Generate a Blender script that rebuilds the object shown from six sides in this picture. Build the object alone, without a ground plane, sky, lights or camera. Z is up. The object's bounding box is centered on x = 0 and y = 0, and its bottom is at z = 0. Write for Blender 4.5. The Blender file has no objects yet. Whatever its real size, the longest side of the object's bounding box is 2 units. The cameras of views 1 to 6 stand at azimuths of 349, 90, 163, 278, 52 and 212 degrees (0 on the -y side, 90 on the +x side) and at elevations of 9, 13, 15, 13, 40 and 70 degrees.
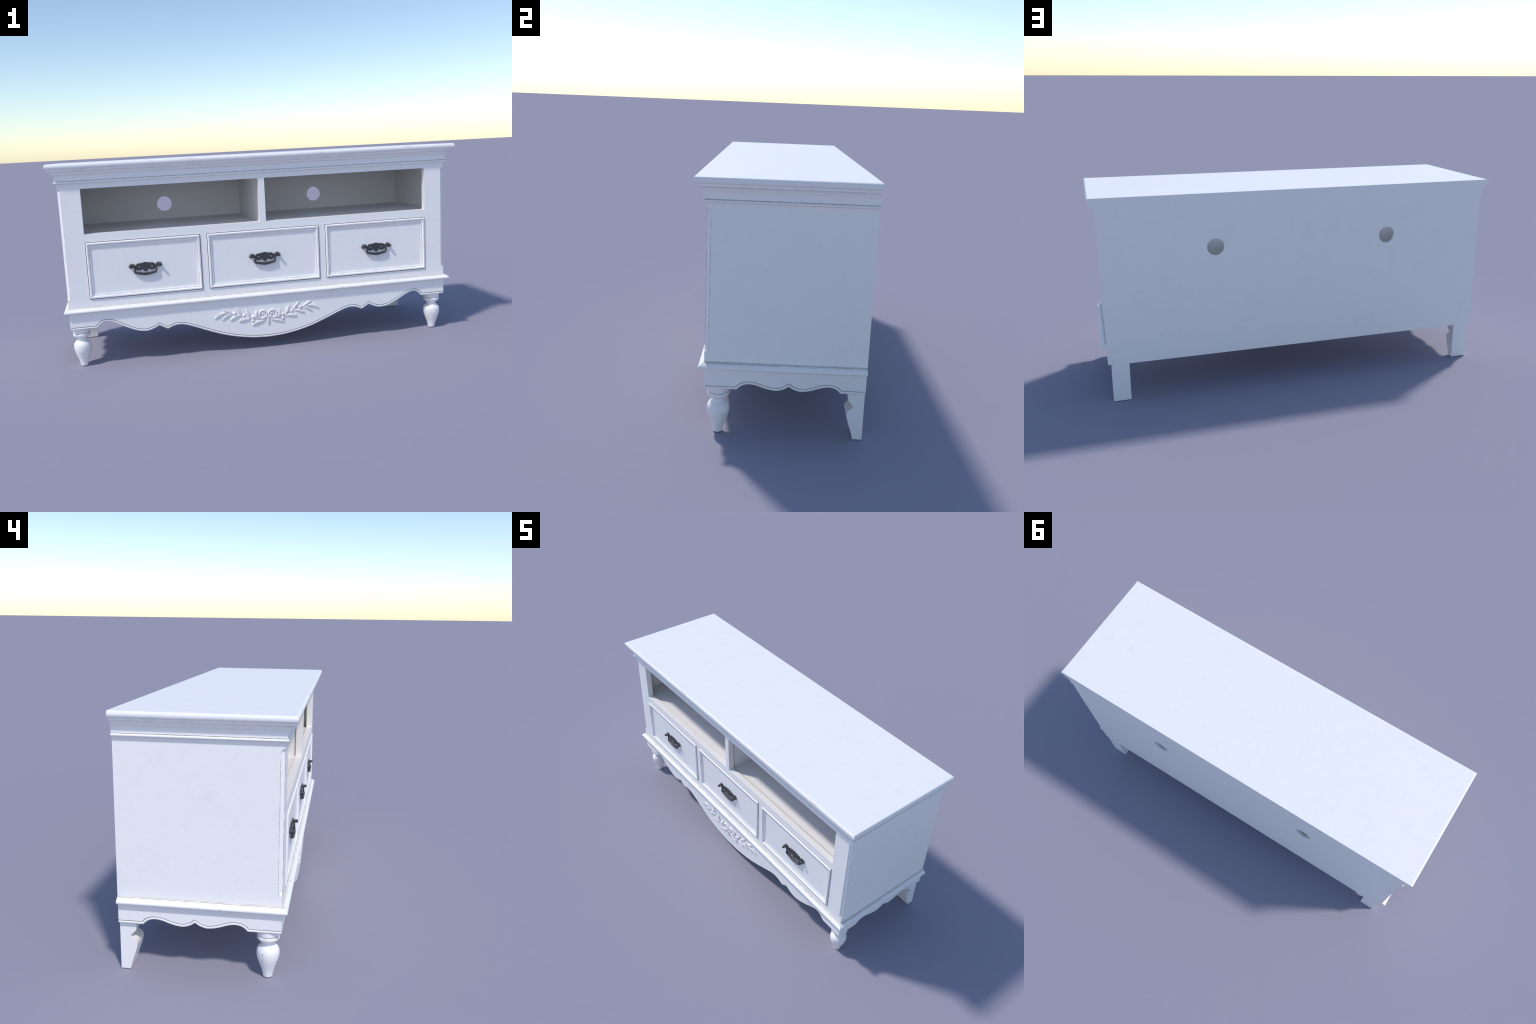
import bpy, bmesh, math
from mathutils import Vector
from mathutils.geometry import interpolate_bezier

# ------------------------------------------------------------------ sizes (metres)
BX, FY, BY = 0.9550, -0.274, 0.320        # half width of the case, front plane, back plane
INNER_BACK = 0.3065                       # front of the back panel
FRAME_BACK = -0.240                       # back of the face frame
TOP_Z, CASE_TOP = 0.9694, 0.8752
APRON_TOP = 0.270


# ------------------------------------------------------------------ materials
def node_material(name):
    m = bpy.data.materials.new(name)
    m.use_nodes = True
    nt = m.node_tree
    return m, nt, nt.nodes["Principled BSDF"]


def N(nt, kind, **props):
    n = nt.nodes.new(kind)
    for k, v in props.items():
        setattr(n, k, v)
    return n


def noise(nt, vec, scale, detail=3.0, rough=0.55):
    n = N(nt, "ShaderNodeTexNoise")
    n.inputs["Scale"].default_value = scale
    n.inputs["Detail"].default_value = detail
    n.inputs["Roughness"].default_value = rough
    nt.links.new(vec, n.inputs["Vector"])
    return n.outputs["Fac"]


def ramp(nt, fac, lo, hi, a=(0, 0, 0, 1), b=(1, 1, 1, 1)):
    r = N(nt, "ShaderNodeValToRGB")
    r.color_ramp.elements[0].position, r.color_ramp.elements[0].color = lo, a
    r.color_ramp.elements[1].position, r.color_ramp.elements[1].color = hi, b
    nt.links.new(fac, r.inputs["Fac"])
    return r.outputs["Color"]


def mix(nt, fac, a, b):
    x = N(nt, "ShaderNodeMix", data_type="RGBA")
    for sock, v in ((x.inputs[0], fac), (x.inputs[6], a), (x.inputs[7], b)):
        if isinstance(v, (tuple, float, int)):
            sock.default_value = v
        else:
            nt.links.new(v, sock)
    return x.outputs[2]


def math_node(nt, op, a, b=None):
    x = N(nt, "ShaderNodeMath", operation=op)
    for sock, v in ((x.inputs[0], a), (x.inputs[1], b)):
        if v is None:
            continue
        if isinstance(v, (float, int)):
            sock.default_value = v
        else:
            nt.links.new(v, sock)
    return x.outputs[0]


def coords(nt, scale=(1, 1, 1), by_place=False):
    tc = N(nt, "ShaderNodeTexCoord")
    out = tc.outputs["Object"]
    if by_place:
        oi = N(nt, "ShaderNodeObjectInfo")
        add = N(nt, "ShaderNodeVectorMath", operation="ADD")
        nt.links.new(out, add.inputs[0])
        nt.links.new(oi.outputs["Location"], add.inputs[1])
        out = add.outputs[0]
    mp = N(nt, "ShaderNodeMapping")
    mp.inputs["Scale"].default_value = scale
    nt.links.new(out, mp.inputs["Vector"])
    return mp.outputs["Vector"]


WHITE_A, WHITE_B, WHITE_C = (0.908, 0.872, 0.870, 1), (0.893, 0.877, 0.868, 1), (0.918, 0.886, 0.880, 1)
WARM_LO, WARM_HI = (0.865, 0.828, 0.805, 1), (0.895, 0.860, 0.842, 1)
DIRT = (0.10, 0.080, 0.058, 1)


def paint_colour(nt, smudged=0.35):
    """brushed white: faint hue drift between lavender and blue-white, with a fine mottle"""
    v = coords(nt)
    drift = mix(nt, ramp(nt, noise(nt, v, 17.0, 6.0, 0.62), 0.42, 0.58), WHITE_A, WHITE_B)
    base = mix(nt, ramp(nt, noise(nt, v, 48.0, 4.0, 0.6), 0.45, 0.70), drift, WHITE_C)
    smudge = math_node(nt, "MULTIPLY", ramp(nt, noise(nt, v, 11.0, 6.0, 0.7), 0.52, 0.72), smudged)
    return mix(nt, smudge, base, (0.80, 0.80, 0.785, 1))


def finish(nt, bsdf, colour, rough=0.5, bump=0.03, bump_scale=90.0):
    nt.links.new(colour, bsdf.inputs["Base Color"])
    bsdf.inputs["Roughness"].default_value = rough
    bsdf.inputs["Specular IOR Level"].default_value = 0.35
    if bump:
        b = N(nt, "ShaderNodeBump")
        b.inputs["Strength"].default_value = bump
        b.inputs["Distance"].default_value = 0.002
        nt.links.new(noise(nt, coords(nt), bump_scale, 3.0), b.inputs["Height"])
        nt.links.new(b.outputs["Normal"], bsdf.inputs["Normal"])


def make_paint(name="white_paint", smudged=0.30):
    m, nt, b = node_material(name)
    finish(nt, b, paint_colour(nt, smudged))
    return m


def make_warm():
    m, nt, b = node_material("cream_inside_paint")
    v = coords(nt, (1.0, 6.0, 6.0))
    grain = noise(nt, v, 9.0, 5.0, 0.6)
    finish(nt, b, mix(nt, ramp(nt, grain, 0.3, 0.7), WARM_LO, WARM_HI), 0.55)
    return m


def make_dirt():
    """dark wax left in a groove, broken here and there"""
    m, nt, b = node_material("groove_dirt")
    v = coords(nt)
    f = noise(nt, v, 28.0, 4.0, 0.65)
    finish(nt, b, mix(nt, ramp(nt, f, 0.38, 0.60), DIRT, (0.34, 0.30, 0.25, 1)), 0.8, 0)
    return m


def make_faint_line():
    """thin wax line that comes and goes along a moulding"""
    m, nt, b = node_material("faint_wax_line")
    v = coords(nt)
    f = noise(nt, v, 22.0, 5.0, 0.7)
    finish(nt, b, mix(nt, ramp(nt, f, 0.44, 0.60), paint_colour(nt), (0.50, 0.46, 0.40, 1)), 0.7, 0)
    return m


def make_edge_line():
    """darker wax that outlines the chamfers, broken only in places"""
    m, nt, b = node_material("chamfer_wax_line")
    f = noise(nt, coords(nt), 30.0, 5.0, 0.7)
    finish(nt, b, mix(nt, ramp(nt, f, 0.47, 0.62), (0.34, 0.31, 0.265, 1), paint_colour(nt)), 0.7, 0)
    return m


def make_seam(name, a, b):
    """soft brown line where two pieces meet"""
    m, nt, bs = node_material(name)
    f = noise(nt, coords(nt), 35.0, 4.0, 0.65)
    finish(nt, bs, mix(nt, ramp(nt, f, 0.36, 0.64), a, b), 0.8, 0)
    return m


def make_rubbed():
    """cream rubbed band with fine grain along the top of the base moulding"""
    m, nt, b = node_material("rubbed_cream_paint")
    v = coords(nt, (0.3, 0.3, 1.5))
    f = noise(nt, v, 120.0, 4.0, 0.7)
    finish(nt, b, mix(nt, ramp(nt, f, 0.42, 0.62), (0.86, 0.84, 0.815, 1), (0.72, 0.68, 0.635, 1)), 0.6, 0)
    return m


def make_worn(name, scale, stretch, cover, where_scale, where, chip, by_place=False, front_only=False):
    """white paint with small chips, gathered in patches"""
    m, nt, b = node_material(name)
    v = coords(nt, stretch, by_place)
    fine = ramp(nt, noise(nt, v, scale, 3.0, 0.7), cover, cover + 0.05)
    patch = ramp(nt, noise(nt, coords(nt, (1, 1, 1), by_place), where_scale, 2.0), where, where + 0.06)
    k = math_node(nt, "MULTIPLY", fine, patch)
    if front_only:                        # hands rub the front edge, not the sides
        sep = N(nt, "ShaderNodeSeparateXYZ")
        nt.links.new(coords(nt), sep.inputs[0])
        k = math_node(nt, "MULTIPLY", k, math_node(nt, "LESS_THAN", sep.outputs["Y"], -0.309))
    finish(nt, b, mix(nt, k, paint_colour(nt), chip), 0.5)
    return m


def make_leg_paint():
    """turned leg: chips sit in a belt round the widest part, plus a few on the collar"""
    m, nt, b = node_material("leg_paint")
    v = coords(nt, (1, 1, 0.6), True)
    sep = N(nt, "ShaderNodeSeparateXYZ")
    tc = N(nt, "ShaderNodeTexCoord")
    nt.links.new(tc.outputs["Object"], sep.inputs[0])
    belt = math_node(nt, "COMPARE", sep.outputs["Z"], 0.080)
    nt.nodes[belt.node.name].inputs[2].default_value = 0.022
    collar = math_node(nt, "COMPARE", sep.outputs["Z"], 0.153)
    nt.nodes[collar.node.name].inputs[2].default_value = 0.007
    zone = math_node(nt, "MAXIMUM", belt, collar)
    fine = ramp(nt, noise(nt, v, 210.0, 2.0, 0.6), 0.60, 0.66)
    patch = ramp(nt, noise(nt, coords(nt, (1, 1, 1), True), 26.0, 1.0), 0.54, 0.60)
    k = math_node(nt, "MULTIPLY", math_node(nt, "MULTIPLY", fine, patch), zone)
    finish(nt, b, mix(nt, k, paint_colour(nt), (0.22, 0.20, 0.17, 1)), 0.45)
    return m


def make_tan_metal():
    m, nt, b = node_material("tan_streak_metal")
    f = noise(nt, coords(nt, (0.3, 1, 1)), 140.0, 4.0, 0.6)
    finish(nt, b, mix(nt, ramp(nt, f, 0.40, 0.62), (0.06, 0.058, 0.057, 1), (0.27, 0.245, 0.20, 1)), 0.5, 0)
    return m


def make_metal():
    m, nt, b = node_material("blackened_metal")
    f = noise(nt, coords(nt, (1, 1, 1)), 120.0, 4.0, 0.6)
    c = mix(nt, ramp(nt, f, 0.52, 0.74), (0.047, 0.047, 0.054, 1), (0.058, 0.057, 0.060, 1))
    finish(nt, b, c, 0.42, 0.05, 220.0)
    b.inputs["Specular IOR Level"].default_value = 0.5
    return m


PANEL = make_paint("smudged_white_paint", 0.45)      # sides and back: cloudier
PAINT, WARM, GRIME, FAINT, RUBBED = make_paint(), make_warm(), make_dirt(), make_faint_line(), make_rubbed()
EDGE = make_worn("rubbed_edge_paint", 75.0, (0.10, 1, 1), 0.58, 4.0, 0.53, (0.78, 0.73, 0.66, 1), front_only=True)
SEAM = make_seam("seam_wax", (0.27, 0.22, 0.175, 1), (0.50, 0.44, 0.37, 1))
PALE_SEAM = make_seam("pale_seam_wax", (0.66, 0.61, 0.55, 1), (0.82, 0.78, 0.74, 1))
LINE = make_seam("moulding_wax", (0.36, 0.34, 0.31, 1), (0.66, 0.63, 0.59, 1))
BEAD = make_worn("chipped_moulding_paint", 130.0, (0.5, 1, 1), 0.62, 9.0, 0.52, (0.42, 0.38, 0.32, 1))
CARVED = make_worn("chipped_carving_paint", 170.0, (1, 0.3, 1), 0.57, 60.0, 0.47, (0.42, 0.38, 0.32, 1))
CREASE = make_seam("carving_wax", (0.44, 0.40, 0.335, 1), (0.84, 0.825, 0.80, 1))
LEGPAINT, METAL, TAN_METAL = make_leg_paint(), make_metal(), make_tan_metal()


# ------------------------------------------------------------------ building helpers
def build(name, verts, faces, mats, fmats=None, parent=None, angle=35.0, recalc=True, weighted=False):
    me = bpy.data.meshes.new(name)
    me.from_pydata([tuple(v) for v in verts], [], faces)
    for m in mats:
        me.materials.append(m)
    if fmats:
        for p, k in zip(me.polygons, fmats):
            p.material_index = k
    if recalc:
        bm = bmesh.new()
        bm.from_mesh(me)
        bmesh.ops.recalc_face_normals(bm, faces=bm.faces)
        bm.to_mesh(me)
        bm.free()
    if angle:
        for p in me.polygons:
            p.use_smooth = True
        me.set_sharp_from_angle(angle=math.radians(angle))
    me.validate()
    ob = bpy.data.objects.new(name, me)
    bpy.context.scene.collection.objects.link(ob)
    ob.parent = parent
    if weighted:                          # broad flats keep their own normal beside narrow rounded strips
        w = ob.modifiers.new("weighted", "WEIGHTED_NORMAL")
        w.keep_sharp, w.weight = True, 90
    return ob


def box_data(lo, hi):
    x0, y0, z0 = lo
    x1, y1, z1 = hi
    v = [(x, y, z) for z in (z0, z1) for y in (y0, y1) for x in (x0, x1)]
    return v, [(0, 2, 3, 1), (4, 5, 7, 6), (0, 1, 5, 4), (2, 6, 7, 3), (0, 4, 6, 2), (1, 3, 7, 5)]


def box(name, lo, hi, mat, parent, bevel=0.0):
    v, f = box_data(lo, hi)
    ob = build(name, v, f, [mat], parent=parent, angle=0)
    if bevel:
        bm = bmesh.new()
        bm.from_mesh(ob.data)
        bmesh.ops.bevel(bm, geom=bm.edges[:], offset=bevel, segments=2, affect="EDGES", profile=0.6)
        bm.to_mesh(ob.data)
        bm.free()
    return ob


def grid_board(name, xs, zs, open_cells, y0, y1, parent, front, inner, holes=(), angle=0):
    """a board standing in the xz plane, cut up into a grid; open cells are openings, holes are round"""
    verts, faces, fm, index = [], [], [], {}

    def vid(x, y, z):
        k = (round(x, 6), round(y, 6), round(z, 6))
        if k not in index:
            index[k] = len(verts)
            verts.append((x, y, z))
        return index[k]

    solid = lambda i, k: 0 <= i < len(xs) - 1 and 0 <= k < len(zs) - 1 and (i, k) not in open_cells
    holed = {h[0]: h[1:] for h in holes}
    for i in range(len(xs) - 1):
        for k in range(len(zs) - 1):
            if not solid(i, k):
                continue
            a, b, c, d = xs[i], xs[i + 1], zs[k], zs[k + 1]
            if (i, k) in holed:
                cx, cz, r, n = holed[(i, k)]
                ring, rim = [], []
                for j in range(n):
                    t = 2 * math.pi * j / n
                    u, w = math.cos(t), math.sin(t)
                    s = min(((b if u > 0 else a) - cx) / u if abs(u) > 1e-6 else 9,
                            ((d if w > 0 else c) - cz) / w if abs(w) > 1e-6 else 9)
                    ring.append((cx + r * u, cz + r * w))
                    rim.append((cx + s * u, cz + s * w))
                for y in (y0, y1):
                    for j in range(n):
                        p, q = ring[j], ring[(j + 1) % n]
                        P, Q = rim[j], rim[(j + 1) % n]
                        loop = [vid(p[0], y, p[1]), vid(P[0], y, P[1])]
                        if abs(P[0] - Q[0]) > 1e-6 and abs(P[1] - Q[1]) > 1e-6:   # goes round a corner
                            loop.append(vid(b if (P[0] + Q[0]) / 2 > cx else a, y, d if (P[1] + Q[1]) / 2 > cz else c))
                        loop += [vid(Q[0], y, Q[1]), vid(q[0], y, q[1])]
                        faces.append(loop if y == y1 else loop[::-1])
                        fm.append(0 if y == front else 1)
                for j in range(n):
                    p, q = ring[j], ring[(j + 1) % n]
                    faces.append([vid(p[0], y0, p[1]), vid(q[0], y0, q[1]), vid(q[0], y1, q[1]), vid(p[0], y1, p[1])])
                    fm.append(1)
            else:
                for y in (y0, y1):
                    loop = [vid(a, y, c), vid(b, y, c), vid(b, y, d), vid(a, y, d)]
                    faces.append(loop if y == y0 else loop[::-1])
                    fm.append(0 if y == front else 1)
            for nb, p, q in (((i - 1, k), (a, c), (a, d)), ((i + 1, k), (b, d), (b, c)), ((i, k - 1), (b, c), (a, c)), ((i, k + 1), (a, d), (b, d))):
                if not solid(*nb):
                    faces.append([vid(p[0], y0, p[1]), vid(q[0], y0, q[1]), vid(q[0], y1, q[1]), vid(p[0], y1, p[1])])
                    fm.append(1 if nb in open_cells else 0)
    return verts, faces, fm


def spline(points, per=8):
    """Catmull-Rom through the points (any dimension)"""
    pts = [Vector(p) for p in points]
    out = []
    for i in range(len(pts) - 1):
        p0, p1, p2, p3 = pts[max(i - 1, 0)], pts[i], pts[i + 1], pts[min(i + 2, len(pts) - 1)]
        for j in range(per):
            t = j / per
            out.append(0.5 * ((2 * p1) + (p2 - p0) * t + (2 * p0 - 5 * p1 + 4 * p2 - p3) * t * t + (3 * p1 - p0 - 3 * p2 + p3) * t ** 3))
    out.append(pts[-1])
    return out


def moulding(name, profile, seg_mats, mats, parent, back=BY, solid=False):
    """profile (projection, z) run round left side, front and right side with mitred corners"""
    verts, faces, fm = [], [], []
    n = len(profile)
    for sx, y in ((-1, back), (-1, None), (1, None), (1, back)):
        for t, z in profile:
            verts.append((sx * (BX + t), (FY - t) if y is None else y, z))
    for c in range(3):
        for i in range(n - 1):
            a = c * n + i
            faces.append((a, a + n, a + n + 1, a + 1))
            fm.append(seg_mats[i])
    if solid:
        faces.append([c * n + n - 1 for c in range(4)])          # top
        fm.append(0)
        faces.append([c * n for c in range(4)][::-1])            # underside
        fm.append(0)
        faces.append(list(range(n)) + [3 * n + i for i in range(n - 1, -1, -1)])   # back
        fm.append(0)
    else:
        for c in (0, 3):
            faces.append([c * n + i for i in range(n)])
            fm.append(0)
    return build(name, verts, faces, mats, fm, parent, 32, weighted=True)


def lathe(name, profile, mat, parent, steps=48):
    verts, faces = [], []
    n = len(profile)
    for j in range(steps):
        a = 2 * math.pi * j / steps
        verts += [(r * math.cos(a), r * math.sin(a), z) for r, z in profile]
    for j in range(steps):
        k = (j + 1) % steps
        faces += [(j * n + i, k * n + i, k * n + i + 1, j * n + i + 1) for i in range(n - 1)]
    faces.append([j * n for j in range(steps)])
    faces.append([j * n + n - 1 for j in range(steps)])
    return build(name, verts, faces, [mat], None, parent, 38)


# ------------------------------------------------------------------ the thing
root = bpy.data.objects.new("media_console", None)
bpy.context.scene.collection.objects.link(root)
root["label"] = "white painted media console with three drawers and carved apron"
root["category"] = "tv stand"

# --- top with bullnose edge, cove and frieze -----------------------------------------
top_prof = [(0.0, 0.8752), (0.0115, 0.8783), (0.0131, 0.8800), (0.0136, 0.8822), (0.0128, 0.8845), (0.0108, 0.8862),
            (0.0084, 0.8870), (0.0082, 0.8886), (0.0095, 0.8897), (0.0088, 0.8935), (0.0083, 0.9000), (0.0082, 0.9070), (0.0086, 0.9165),
            (0.0100, 0.9172), (0.0155, 0.9176), (0.0161, 0.9200), (0.0172, 0.9240), (0.0205, 0.9284), (0.0245, 0.9320), (0.0290, 0.9338),
            (0.0325, 0.9347), (0.0337, 0.9362), (0.0337, 0.9437), (0.0345, 0.9445), (0.0388, 0.9452), (0.0418, 0.9475), (0.0440, 0.9512),
            (0.0450, 0.9560), (0.0446, 0.9604), (0.0430, 0.9643), (0.0405, 0.9672), (0.0373, 0.9688), (0.0335, TOP_Z)]
seg = [0] * (len(top_prof) - 1)
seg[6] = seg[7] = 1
seg[12] = seg[20] = seg[22] = 2
for i in range(26, 30):
    seg[i] = 3
moulding("top_board", top_prof, seg, [PAINT, LINE, FAINT, EDGE], root, solid=True)

# --- base moulding --------------------------------------------------------------------
base_prof = [(-0.001, 0.2945), (0.0012, 0.2936), (0.0042, 0.2922), (0.0048, 0.2908), (0.0075, 0.2898), (0.0105, 0.2875), (0.0140, 0.2848), (0.0172, 0.2825),
             (0.0198, 0.2800), (0.0212, 0.2772), (0.0214, 0.2742), (0.0204, 0.2712), (0.0178, 0.2688), (0.0135, 0.2672), (0.0, 0.2660), (-0.001, 0.2660)]
seg = [1, 2, 1, 2, 2] + [0] * 2 + [3] * 4 + [0] * 4
moulding("base_moulding", base_prof, seg, [PAINT, SEAM, RUBBED, BEAD], root, back=BY - 0.0006)

# --- side panels, back, inside --------------------------------------------------------
for s in (-1, 1):
    a, b = sorted((s * BX, s * 0.944))
    ob = box("side_panel", (a, FRAME_BACK, APRON_TOP), (b, INNER_BACK, CASE_TOP), PANEL, root)
    ob.data.materials.append(WARM)
    for p in ob.data.polygons:
        if p.normal.x * s < -0.5:
            p.material_index = 1

HX, HZ, HR = 0.4347, 0.7158, 0.0417
xs = [-BX, -0.9325, -HX - 0.06, -HX + 0.06, HX - 0.06, HX + 0.06, 0.9325, BX]
zs = [0.1845, APRON_TOP, HZ - 0.06, HZ + 0.06, CASE_TOP]
v, f, fm = grid_board("back_panel", xs, zs, {(0, 0), (6, 0)}, INNER_BACK, BY, root, BY, FY,
                      holes=[((2, 2), -HX, HZ, HR, 12), ((4, 2), HX, HZ, HR, 12)])
fm = [1 if all(abs(v[i][1] - INNER_BACK) < 1e-5 for i in g) else k for g, k in zip(f, fm)]
fm = [0 if all(abs(abs(v[i][0]) - BX) < 1e-5 for i in g) else k for g, k in zip(f, fm)]
build("back_panel", v, f, [PANEL, WARM], fm, root, 0)

box("shelf", (-0.944, FRAME_BACK, 0.612), (0.944, INNER_BACK, 0.6325), WARM, root)
box("ceiling_board", (-0.944, FRAME_BACK, 0.860), (0.944, INNER_BACK, CASE_TOP), WARM, root)
box("bottom_board", (-0.944, FRAME_BACK, 0.262), (0.944, INNER_BACK, APRON_TOP), WARM, root)
box("divider", (-0.0075, FRAME_BACK, 0.6325), (0.0075, INNER_BACK, 0.860), WARM, root)

# --- corner posts with stopped chamfers -----------------------------------------------
POST = 0.8535


def chamfer(z):
    """depth of the corner chamfer at height z: rises in a short curve at both ends"""
    def end(d):
        d = min(max(d, 0.0) / 0.0145, 1.0)
        return 0.0137 * math.sqrt(1.0 - (1.0 - d) ** 2)
    return max(0.0002, min(end(z - 0.3328), end(0.8530 - z)))


for s in (-1, 1):
    levels = [APRON_TOP, 0.3328] + [0.3328 + 0.018 * (i / 14) ** 1.5 for i in range(1, 15)] + [0.853 - 0.018 * (i / 14) ** 1.5 for i in range(14, -1, -1)] + [CASE_TOP]
    verts, faces, fm = [], [], []
    line = 0.0014
    for z in levels:
        c = chamfer(z)
        e = min(line, c * 0.3)
        ring = [(POST, FRAME_BACK), (POST, FY), (BX - c, FY), (BX - c + e, FY + e), (BX - e, FY + c - e), (BX, FY + c), (BX, FY + c + line), (BX, FRAME_BACK)]
        verts += [(s * x, y, z) for x, y in ring]
    m = 8
    for i in range(len(levels) - 1):
        for j in range(m):
            k = (j + 1) % m
            faces.append((i * m + j, i * m + k, (i + 1) * m + k, (i + 1) * m + j))
            inside = 0 < i < len(levels) - 2
            fm.append(2 if j == 0 and levels[i] > 0.6 else 1 if inside and j in (2, 5) else 0)
    faces += [list(range(m)), [(len(levels) - 1) * m + j for j in range(m)]]
    fm += [0, 0]
    build("corner_post", verts, faces, [PANEL, make_edge_line(), WARM], fm, root, 0)

# --- face frame -----------------------------------------------------------------------
xs = [-POST, -0.3135, -0.2820, -0.0150, 0.0150, 0.2820, 0.3135, POST]
zs = [APRON_TOP, 0.3290, 0.6010, 0.6390, 0.8505, CASE_TOP]
openings = {(0, 1), (2, 1), (3, 1), (4, 1), (6, 1)} | {(i, 3) for i in range(7) if i != 3}
v, f, fm = grid_board("face_frame", xs, zs, openings, FY, FRAME_BACK, root, FY, FY)
kinds = []
for g, k in zip(f, fm):
    zc = sum(v[i][2] for i in g) / len(g)
    yc = sum(v[i][1] for i in g) / len(g)
    if abs(yc - FY) < 1e-4:
        kinds.append(0)
    elif 0.3289 < zc < 0.6011:
        kinds.append(2)  # drawer opening walls coloured dark brown, for the thin dark lines round the drawers
    else:
        kinds.append(1)
build("face_frame", v, f, [PAINT, WARM, GRIME], kinds, root, 0)


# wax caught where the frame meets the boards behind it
seam_boxes, seam_kind = [], []
for x0, x1 in ((-POST, -0.0150), (0.0150, POST)):
    seam_boxes.append(box_data((x0, -0.2424, 0.6386), (x1, FRAME_BACK + 0.0004, 0.6394)))
    seam_kind.append(1 if x0 < -0.5 else 0)
    for x in (x0, x1):
        seam_boxes.append(box_data((x - 0.0004, -0.2424, 0.6396), (x + 0.0004, FRAME_BACK + 0.0004, 0.8500)))
        seam_kind.append(0)
V, F = [], []
for v, f in seam_boxes:
    F += [tuple(i + len(V) for i in g) for g in f]
    V += v
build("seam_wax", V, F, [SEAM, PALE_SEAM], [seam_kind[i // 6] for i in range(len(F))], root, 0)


# --- scalloped aprons -----------------------------------------------------------------
def half_to_curve(half_pieces, centre):
    """pieces of the lower edge from the middle out (split at the cusps), mirrored about the centre"""
    right = []
    for piece in half_pieces:
        pts = spline(piece, 7) if len(piece) > 2 else [Vector(p) for p in piece]
        right += pts if not right else pts[1:]
    left = [Vector((2 * centre - p.x, p.y)) for p in right[:0:-1]]
    return left + right


def offsets(path):
    """unit mitre vectors pointing up from the path"""
    out = []
    for i, p in enumerate(path):
        ns = []
        for a, b in ((i - 1, i), (i, i + 1)):
            if 0 <= a and b < len(path):
                d = (path[b] - path[a]).normalized()
                ns.append(Vector((-d.y, d.x)))
        n = (ns[0] + ns[-1]).normalized()
        out.append(n / max(0.45, n.dot(ns[0])))
    return out


# cross-section of the lower edge: (distance up from the edge, depth behind the face, material of the strip above)
EDGE_SEC = [(0.0000, 0.0220, 0), (0.0000, 0.0052, 0), (0.0010, 0.0026, 0), (0.0028, 0.0009, 0), (0.0055, 0.0002, 0), (0.0080, 0.0010, 0),
            (0.0096, 0.0028, 1), (0.0104, 0.0036, 1), (0.0112, 0.0036, 1), (0.0120, 0.0010, 0), (0.0132, 0.0000, 0)]


def apron(name, path, to_world, ends, parent):
    up = offsets(path)
    m = len(EDGE_SEC)
    verts, faces, fm = [], [], []
    bends = [i for i in range(1, len(path) - 1) if (path[i + 1] - path[i]).angle(path[i] - path[i - 1]) > 0.35]
    lines = []
    for d, dep, k in EDGE_SEC:
        q = [p + n * d for p, n in zip(path, up)]
        for c in bends:                   # keep the offset line from doubling back beside a cusp
            for step in (1, -1):
                i = c + step
                while 0 <= i < len(q) and (q[i].x - q[c].x) * step < 0.0:
                    q[i] = q[c].copy()
                    i += step
        lines.append(q)
    for i, p in enumerate(path):
        row = [[lines[j][i].x, EDGE_SEC[j][1], lines[j][i].y] for j in range(m)]
        row.append([row[-1][0], 0.0, APRON_TOP])
        row.append([row[-1][0], 0.022, APRON_TOP])
        for e, at in ((0, 0), (1, len(path) - 1)):
            if i == at:
                for r in row:
                    r[0] = ends[e](r[1])
        verts += [to_world(*r) for r in row]
    w = m + 2
    for i in range(len(path) - 1):
        for j in range(w):
            k = (j + 1) % w
            faces.append((i * w + j, i * w + k, (i + 1) * w + k, (i + 1) * w + j))
            fm.append(EDGE_SEC[j][2] if j < m else 0)
    faces += [list(range(w)), [(len(path) - 1) * w + j for j in range(w)]]
    fm += [0, 0]
    return build(name, verts, faces, [PAINT, GRIME], fm, parent, 40, weighted=True)


AX = 0.9545
front_half = [[(0.0, 0.0536), (0.066, 0.0573), (0.118, 0.0642), (0.169, 0.0740), (0.220, 0.0875), (0.270, 0.1045), (0.320, 0.1242), (0.3456, 0.1349),
               (0.3790, 0.1483), (0.4050, 0.1574), (0.4230, 0.1622), (0.4400, 0.1639), (0.4560, 0.1630), (0.4700, 0.1600), (0.4850, 0.1540), (0.4985, 0.1475)],
              [(0.4985, 0.1475), (0.5383, 0.1702)],
              [(0.5383, 0.1702), (0.5530, 0.1625), (0.5700, 0.1550), (0.5930, 0.1491), (0.6130, 0.1491), (0.6350, 0.1527), (0.6587, 0.1602), (0.6820, 0.1708),
               (0.7068, 0.1830), (0.7343, 0.1987), (0.7540, 0.2075), (0.7710, 0.2138), (0.7860, 0.2155), (0.7970, 0.2143), (0.8080, 0.2095), (0.8190, 0.2005), (0.8305, 0.1876)],
              [(0.8305, 0.1876), (0.860, 0.1876), (0.905, 0.1876), (AX, 0.1876)]]
front_path = half_to_curve(front_half[:3], 0.0)
front_path = [Vector((-AX, 0.1876)), Vector((-0.905, 0.1876)), Vector((-0.860, 0.1876))] + front_path + [Vector((0.860, 0.1876)), Vector((0.905, 0.1876)), Vector((AX, 0.1876))]
apron("front_apron", front_path, lambda x, d, z: (x, FY + d, z), (lambda d: -(AX - d), lambda d: AX - d), root)

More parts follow.
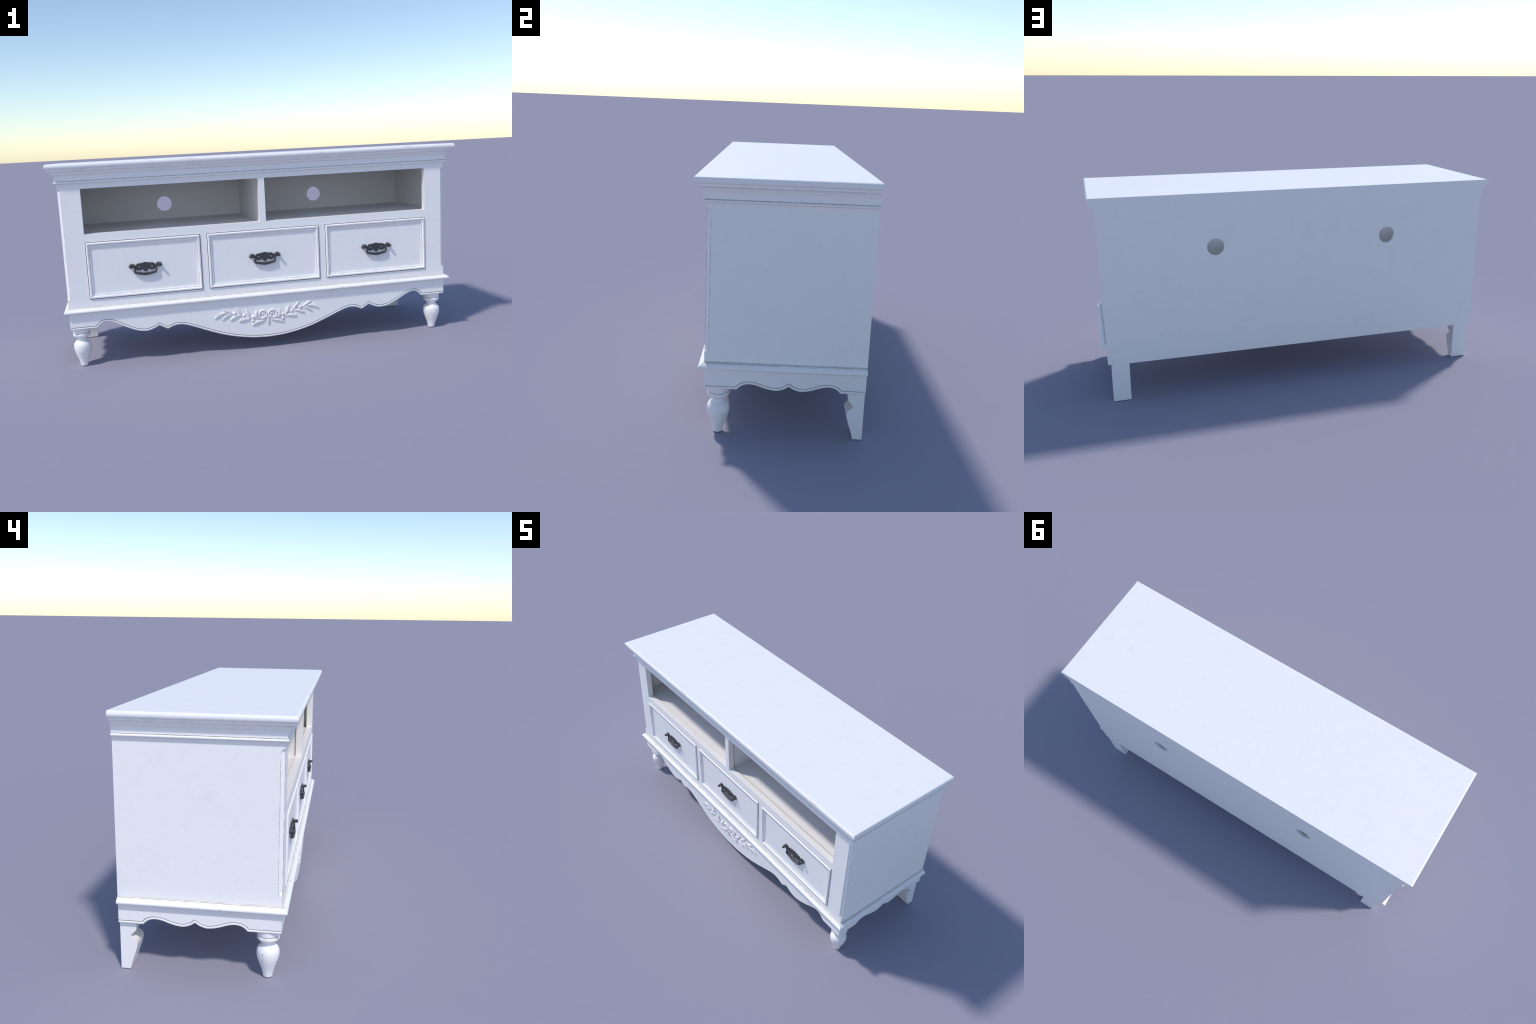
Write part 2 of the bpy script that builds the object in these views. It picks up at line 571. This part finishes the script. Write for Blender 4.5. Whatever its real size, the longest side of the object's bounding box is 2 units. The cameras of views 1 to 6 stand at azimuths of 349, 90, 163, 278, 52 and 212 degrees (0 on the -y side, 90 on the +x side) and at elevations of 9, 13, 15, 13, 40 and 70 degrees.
SC = 0.0372
side_half = [[(SC, 0.2058), (SC + 0.009, 0.1995), (SC + 0.018, 0.1945), (SC + 0.033, 0.1895), (SC + 0.048, 0.1876), (SC + 0.073, 0.1908), (SC + 0.095, 0.1970),
              (SC + 0.119, 0.2050), (SC + 0.1350, 0.2083), (SC + 0.1475, 0.2090), (SC + 0.160, 0.2073), (SC + 0.172, 0.2028), (SC + 0.181, 0.1965), (SC + 0.1903, 0.1870)]]
side_path = half_to_curve(side_half, SC)
side_path = [Vector((FY, 0.1872))] + [Vector((-0.2, 0.1872))] + side_path + [Vector((0.27, 0.1872)), Vector((BY, 0.1872))]
for s in (-1, 1):
    apron("side_apron", side_path, lambda y, d, z, s=s: (s * (AX - d), y, z), (lambda d: FY + d, lambda d: BY - 0.0003), root)

# --- legs -----------------------------------------------------------------------------
leg_prof = [(0.0155, 0.0), (0.0172, 0.0008), (0.0180, 0.0030), (0.0186, 0.0090), (0.0203, 0.0170), (0.0222, 0.0243), (0.0250, 0.0340), (0.0285, 0.0435),
            (0.0325, 0.0535), (0.0362, 0.0640), (0.0392, 0.0740), (0.0414, 0.0840), (0.0422, 0.0930), (0.0420, 0.1010), (0.0406, 0.1085), (0.0376, 0.1145),
            (0.0335, 0.1195), (0.0285, 0.1235), (0.0240, 0.1270), (0.0215, 0.1300), (0.0212, 0.1335), (0.0228, 0.1365), (0.0262, 0.1385), (0.0305, 0.1410),
            (0.0355, 0.1450), (0.0395, 0.1495), (0.0414, 0.1535), (0.0417, 0.1575), (0.0407, 0.1610), (0.0390, 0.1628)]
collar_prof = [(0.0384, 0.1640), (0.0398, 0.1655), (0.0405, 0.1690), (0.0402, 0.1760), (0.0402, 0.262)]
groove_prof = [(0.0390, 0.1628), (0.0380, 0.1634), (0.0384, 0.1640)]
first = None
for s in (-1, 1):
    if first is None:
        leg = lathe("front_leg", leg_prof + [groove_prof[1]] + collar_prof, LEGPAINT, root)
        leg.data.materials.append(GRIME)
        for p in leg.data.polygons:
            if len(p.vertices) == 4 and 0.1626 < p.center.z < 0.1641:
                p.material_index = 1
        first = leg
    else:
        leg = first.copy()
        bpy.context.scene.collection.objects.link(leg)
        leg.parent = root
    leg.location = (s * 0.9088, -0.2228, 0.0)

rear_front = spline([(0.2845, 0.0), (0.2800, 0.0180), (0.2745, 0.0375), (0.2680, 0.0550), (0.2622, 0.0740), (0.2590, 0.0860), (0.2572, 0.0960), (0.2580, 0.1060), (0.2640, 0.1155),
                     (0.2745, 0.1230), (0.2805, 0.1290), (0.2800, 0.1340), (0.2735, 0.1420), (0.2640, 0.1510), (0.2592, 0.1590), (0.2590, 0.1780)], 3)
rear_poly = [tuple(p) for p in rear_front] + [(0.2590, 0.2615), (0.3060, 0.2615), (0.3060, 0.1842), (BY, 0.1842), (BY, 0.0)]
for s in (-1, 1):
    n = len(rear_poly)
    verts = [(s * x, y, z) for x in (0.8580, 0.9390) for y, z in rear_poly]
    faces = [list(range(n)), list(range(n, 2 * n))] + [(i, (i + 1) % n, n + (i + 1) % n, n + i) for i in range(n)]
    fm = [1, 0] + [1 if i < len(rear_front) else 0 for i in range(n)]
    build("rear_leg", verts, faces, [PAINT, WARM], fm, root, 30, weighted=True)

# --- drawers --------------------------------------------------------------------------
# cross-section from the outer edge inwards: (inset, y, material of the strip that follows)
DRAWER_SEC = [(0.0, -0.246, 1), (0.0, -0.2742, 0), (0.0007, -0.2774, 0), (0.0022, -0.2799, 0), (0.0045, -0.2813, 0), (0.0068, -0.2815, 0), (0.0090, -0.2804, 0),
              (0.0107, -0.2786, 0), (0.0118, -0.2766, 0), (0.0124, -0.2748, 2), (0.0133, -0.2743, 2), (0.0142, -0.2746, 0), (0.0165, -0.2742, 0), (0.0190, -0.2730, 0), (0.0212, -0.2717, 0),
              (0.0220, -0.2706, 2), (0.0230, -0.2703, 0), (0.0240, -0.2705, 0), (0.0260, -0.2702, 0), (0.0275, -0.2697, 0), (0.0282, -0.2695, 0)]
GAP = 0.0024
handle_data = {}


def bevelled_outline(name, outline, holes, y_back, thick, bevel, mat):
    """flat plate from a closed outline with round holes, through Blender's own curve filling"""
    cu = bpy.data.curves.new(name, "CURVE")
    cu.dimensions, cu.fill_mode = "2D", "BOTH"
    for loop in [outline] + holes:
        sp = cu.splines.new("POLY")
        sp.points.add(len(loop) - 1)
        for p, (a, b) in zip(sp.points, loop):
            p.co = (a, b, 0, 1)
        sp.use_cyclic_u = True
    cu.extrude, cu.bevel_depth, cu.bevel_resolution, cu.offset = thick / 2 - bevel, bevel, 2, -bevel
    ob = bpy.data.objects.new(name, cu)
    bpy.context.scene.collection.objects.link(ob)
    dg = bpy.context.evaluated_depsgraph_get()
    me = bpy.data.meshes.new_from_object(ob.evaluated_get(dg))
    bpy.data.objects.remove(ob)
    for v in me.vertices:
        x, z, y = v.co
        v.co = (x, y_back - thick / 2 - y, z)
    me.flip_normals()
    me.materials.clear()
    me.materials.append(mat)
    for p in me.polygons:
        p.use_smooth = True
    me.set_sharp_from_angle(angle=math.radians(35))
    me.name = name
    return me


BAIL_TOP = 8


def tube(path, radii, depth=None, sides=14, caps=True):
    """round bar along a 3D path with its own radius at each point"""
    verts, faces = [], []
    pts = [Vector(p) for p in path]
    for i, p in enumerate(pts):
        t = (pts[min(i + 1, len(pts) - 1)] - pts[max(i - 1, 0)]).normalized()
        side = t.cross(Vector((0, 1, 0)))
        side = side.normalized() if side.length > 1e-4 else Vector((1, 0, 0))
        up = side.cross(t).normalized()
        for j in range(sides):
            a = 2 * math.pi * j / sides
            verts.append(p + side * (radii[i] * math.cos(a)) + up * ((depth or radii)[i] * math.sin(a)))
    for i in range(len(pts) - 1):
        for j in range(sides):
            k = (j + 1) % sides
            faces.append((i * sides + j, i * sides + k, (i + 1) * sides + k, (i + 1) * sides + j))
    if caps:
        faces += [list(range(sides)), [(len(pts) - 1) * sides + j for j in range(sides)]]
    return verts, faces


def arc(cx, cz, r, a0, a1, n):
    return [(cx + r * math.cos(math.radians(a0 + (a1 - a0) * i / n)), cz + r * math.sin(math.radians(a0 + (a1 - a0) * i / n))) for i in range(n + 1)]


# right half of the back plate, from the top middle round to the bottom middle
half = (arc(0, -0.0005, 0.0226, 90, 50, 7) + [(0.0162, 0.0168), (0.0178, 0.0205), (0.0196, 0.0216), (0.0210, 0.0168)]
        + arc(0.0304, 0.0004, 0.0172, 112, 40, 8)
        + [(0.0455, 0.0088), (0.0475, 0.0082), (0.0505, 0.0105), (0.0535, 0.0140), (0.0563, 0.0186), (0.0582, 0.0142), (0.0604, 0.0138), (0.0640, 0.0194), (0.0662, 0.0140),
           (0.0684, 0.0138), (0.0718, 0.0184), (0.0728, 0.0120)]
        + arc(0.0695, 0.0046, 0.0090, 50, -125, 10) + [(0.0585, -0.0010), (0.0515, -0.0030), (0.0475, -0.0040)]
        + arc(0.0304, 0.0004, 0.0172, -18, -118, 11)
        + [(0.0205, -0.0112), (0.0186, -0.0148), (0.0172, -0.0108), (0.0150, -0.0132), (0.0126, -0.0100), (0.0092, -0.0150), (0.0100, -0.0198), (0.0055, -0.0217), (0.0, -0.0220)])
outline = half + [(-x, z) for x, z in half[-2:0:-1]]
hole = [(x, z) for x, z in arc(0.0304, 0.0004, 0.0043, 0, 360, 14)[:-1]]
plate_mesh = bevelled_outline("handle_plate", outline, [hole, [(-x, z) for x, z in hole]], -0.2704, 0.0044, 0.0007, METAL)

# swinging bail
# (x, y, z, half thickness in the plane, half depth): slim arms, a deep band along the bottom
bail = [(-0.0690, -0.2800, 0.0062, 0.0042, 0.0036), (-0.0625, -0.2800, 0.0072, 0.0041, 0.0036), (-0.0560, -0.2800, 0.0062, 0.0041, 0.0036), (-0.0520, -0.2800, 0.0020, 0.0040, 0.0036),
        (-0.0503, -0.2800, -0.0060, 0.0040, 0.0040), (-0.0508, -0.2798, -0.0150, 0.0042, 0.0048), (-0.0512, -0.2795, -0.0215, 0.0047, 0.0060), (-0.0470, -0.2793, -0.0262, 0.0051, 0.0070),
        (-0.0370, -0.2792, -0.0288, 0.0056, 0.0076), (-0.0200, -0.2791, -0.0318, 0.0063, 0.0080), (0.0, -0.2790, -0.0342, 0.0070, 0.0081)]
bail += [(-p[0],) + p[1:] for p in bail[-2::-1]]
sm = spline(bail, 5)
bv, bf = tube([Vector(p[:3]) for p in sm], [p[3] for p in sm], depth=[p[4] for p in sm], sides=16)
bail_tan = [1 if k < len(bf) - 2 and k % 16 in (BAIL_TOP,) and 28 < k // 16 < len(sm) - 30 else 0 for k in range(len(bf))]

# pins: a stem that swells to a rounded head
pin_prof = [(0.0084, -0.2730), (0.0076, -0.2752), (0.0065, -0.2775), (0.0064, -0.2820), (0.0070, -0.2860), (0.0072, -0.2890), (0.0064, -0.2913), (0.0048, -0.2929), (0.0022, -0.2938), (0.0006, -0.2940)]
pv, pf = tube([(0, y, 0.0052) for r, y in pin_prof], [r for r, y in pin_prof], sides=20)


def drawer(x0, x1, z0, z1):
    verts, faces, fm = [], [], []
    x0, x1, z0, z1 = x0 + GAP, x1 - GAP, z0 + GAP, z1 - GAP
    for s, y, k in DRAWER_SEC:
        verts += [(x0 + s, y, z0 + s), (x1 - s, y, z0 + s), (x1 - s, y, z1 - s), (x0 + s, y, z1 - s)]
    n = len(DRAWER_SEC)
    for i in range(n - 1):
        for j in range(4):
            k = (j + 1) % 4
            faces.append((i * 4 + j, i * 4 + k, (i + 1) * 4 + k, (i + 1) * 4 + j))
            fm.append(DRAWER_SEC[i][2])
    faces += [(0, 1, 2, 3), tuple((n - 1) * 4 + j for j in range(4))]
    fm += [1, 0]
    d = build("drawer", verts, faces, [PAINT, GRIME, FAINT], fm, root, 38, weighted=True)
    cx, cz = (x0 + x1) / 2, 0.465
    pieces = [("handle_plate", plate_mesh, 0.0)]
    if not handle_data:
        o = build("handle_bail", bv, bf, [METAL, TAN_METAL], bail_tan, None, 50)
        handle_data["bail"] = o.data
        bpy.data.objects.remove(o)
        o = build("handle_pin", pv, pf, [METAL], None, None, 50)
        handle_data["pin"] = o.data
        bpy.data.objects.remove(o)
    pieces += [("handle_bail", handle_data["bail"], 0.0), ("handle_pin", handle_data["pin"], -0.0695), ("handle_pin", handle_data["pin"], 0.0695)]
    for nm, me, dx in pieces:
        o = bpy.data.objects.new(nm, me)
        bpy.context.scene.collection.objects.link(o)
        o.parent = d
        o.location = (cx + dx, 0.0, cz)


for a, b in ((-POST, -0.3135), (-0.2820, 0.2820), (0.3135, POST)):
    drawer(a, b, 0.3290, 0.6010)

# --- carved spray on the apron --------------------------------------------------------
YF = FY + 0.0010      # carvings are set a little into the board


def half_leaf(path, width, height, ridge=0.25, power=1.0):
    """leaf lying on the board: spine in (x, z), rounded back with a slight ridge, pointed ends"""
    sp = spline([Vector(p) for p in path], 7)
    n, m = len(sp), 9
    verts, faces = [], []
    for i, p in enumerate(sp):
        t = i / (n - 1)
        d = (sp[min(i + 1, n - 1)] - sp[max(i - 1, 0)]).normalized()
        side = Vector((-d.y, d.x))
        w = width / 2 * (0.16 + 0.84 * math.sin(math.pi * min(1.0, (0.10 + 0.88 * t)) ** 1.25) ** 0.8) * (1.0 if t < 0.9 else max(0.15, 1 - ((t - 0.9) / 0.1) ** 2 * 0.8))
        h = height * (0.55 + 0.45 * math.sin(math.pi * t) ** 0.7)
        for j in range(m):
            a = math.pi * j / (m - 1)
            c, s = math.cos(a), math.sin(a)
            hh = h * (s ** 0.52) * (1 - ridge * 0.4 * math.exp(-(c / 0.22) ** 2))
            q = p + side * (w * c)
            verts.append((q.x, YF - hh, q.y))
    for i in range(n - 1):
        for j in range(m - 1):
            faces.append((i * m + j, i * m + j + 1, (i + 1) * m + j + 1, (i + 1) * m + j))
        faces.append((i * m, (i + 1) * m, (i + 1) * m + m - 1, i * m + m - 1))
    faces += [list(range(m)), [(n - 1) * m + j for j in range(m)]]
    return verts, faces


leaves = [([(0.2000, 0.1945), (0.2170, 0.1985), (0.2350, 0.1965), (0.2510, 0.1890), (0.2700, 0.1745)], 0.0125, 0.0075),
          ([(0.1830, 0.1915), (0.2057, 0.1850), (0.2200, 0.1762), (0.2315, 0.1645)], 0.0115, 0.0065),
          ([(0.1800, 0.1940), (0.1985, 0.2042), (0.2125, 0.2128), (0.2258, 0.2212)], 0.0120, 0.0070),
          ([(0.1310, 0.1840), (0.1425, 0.1980), (0.1530, 0.2110), (0.1626, 0.2240)], 0.0120, 0.0070),
          ([(0.1360, 0.1814), (0.1590, 0.1783), (0.1775, 0.1697), (0.1915, 0.1588)], 0.0120, 0.0070),
          ([(0.0888, 0.1582), (0.0972, 0.1737), (0.1048, 0.1923), (0.1100, 0.2083)], 0.0140, 0.0075),
          ([(0.0915, 0.1562), (0.1122, 0.1585), (0.1320, 0.1556), (0.1492, 0.1500)], 0.0150, 0.0075),
          ([(0.0440, 0.1520), (0.0590, 0.1650), (0.0595, 0.1815), (0.0540, 0.1968)], 0.0165, 0.0085),
          ([(0.0142, 0.1460), (0.0413, 0.1405), (0.0640, 0.1345), (0.0822, 0.1228)], 0.0125, 0.0075)]
berries = [(0.1680, 0.1930, 0.0096), (0.1214, 0.1775, 0.0090), (0.0758, 0.1646, 0.0102), (0.0772, 0.1460, 0.0090)]
stems = [[(0.0120, 0.1490), (0.0300, 0.1472), (0.0520, 0.1500), (0.0720, 0.1560), (0.0890, 0.1582), (0.1060, 0.1670), (0.1214, 0.1770), (0.1360, 0.1828), (0.1530, 0.1890), (0.1700, 0.1928), (0.1850, 0.1928), (0.2040, 0.1948)],
         [(0.0360, 0.1440), (0.0560, 0.1450), (0.0772, 0.1460)], [(0.0440, 0.1505), (0.0600, 0.1560), (0.0758, 0.1630)]]


def merge(parts):
    V, F = [], []
    for v, f in parts:
        o = len(V)
        V += v
        F += [tuple(i + o for i in g) for g in f]
    return V, F


stem_parts = []
for s in (-1, 1):
    for st in stems:
        p = spline([(s * x, z) for x, z in st], 6)
        stem_parts.append(tube([(q.x, YF - 0.0012, q.y) for q in p], [0.0024] * len(p), sides=8))
sv, sf = merge(stem_parts)
carving = build("carved_ornament", sv, sf, [CARVED], None, root, 50)

for s in (-1, 1):
    for path, w, h in leaves:
        lv, lf = half_leaf([(s * x, z) for x, z in path], w * 1.08, h * 1.2)
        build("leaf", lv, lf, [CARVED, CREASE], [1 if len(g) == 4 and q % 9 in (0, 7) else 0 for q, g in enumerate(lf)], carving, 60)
    turn, n = 1.60, 72
    sp, rad = [], []
    for i in range(n + 1):
        t = i / n
        a = math.radians(232) - 2 * math.pi * turn * t
        k = min(max((t - 0.50) / 0.26, 0.0), 1.0)          # the outer ring, then a quick turn in to a small hook
        r = 0.0209 - 0.0014 * t - 0.0105 * k * k * (3 - 2 * k) - 0.0055 * max(0.0, (t - 0.76) / 0.24)
        sp.append((s * (0.0252 + r * math.cos(a)), YF - 0.0036 - 0.001 * math.sin(math.pi * t), 0.1728 + r * math.sin(a)))
        rad.append(0.0047 - 0.0013 * t)
    rad[-3:] = [0.0042, 0.0040, 0.0026]
    scv, scf = tube(sp, rad, sides=12)
    build("scroll", scv, scf, [CARVED], None, carving, 60)
    for bx, bz, r in berries:
        me_prof = [(r * math.cos(a), r * 0.95 * math.sin(a)) for a in [math.pi / 2 * i / 8 for i in range(9)]]
        bvv, bff = tube([(s * bx, YF - h, bz) for rr, h in me_prof], [max(rr, 0.0004) for rr, h in me_prof], sides=20)
        build("berry", bvv, bff, [CARVED], None, carving, 60)
lv, lf = half_leaf([(0, 0.1640), (0, 0.1500), (0, 0.1340), (0.0006, 0.1180)], 0.0130, 0.0090)
build("leaf", lv, lf, [CARVED, CREASE], [1 if len(g) == 4 and q % 9 in (0, 7) else 0 for q, g in enumerate(lf)], carving, 60)
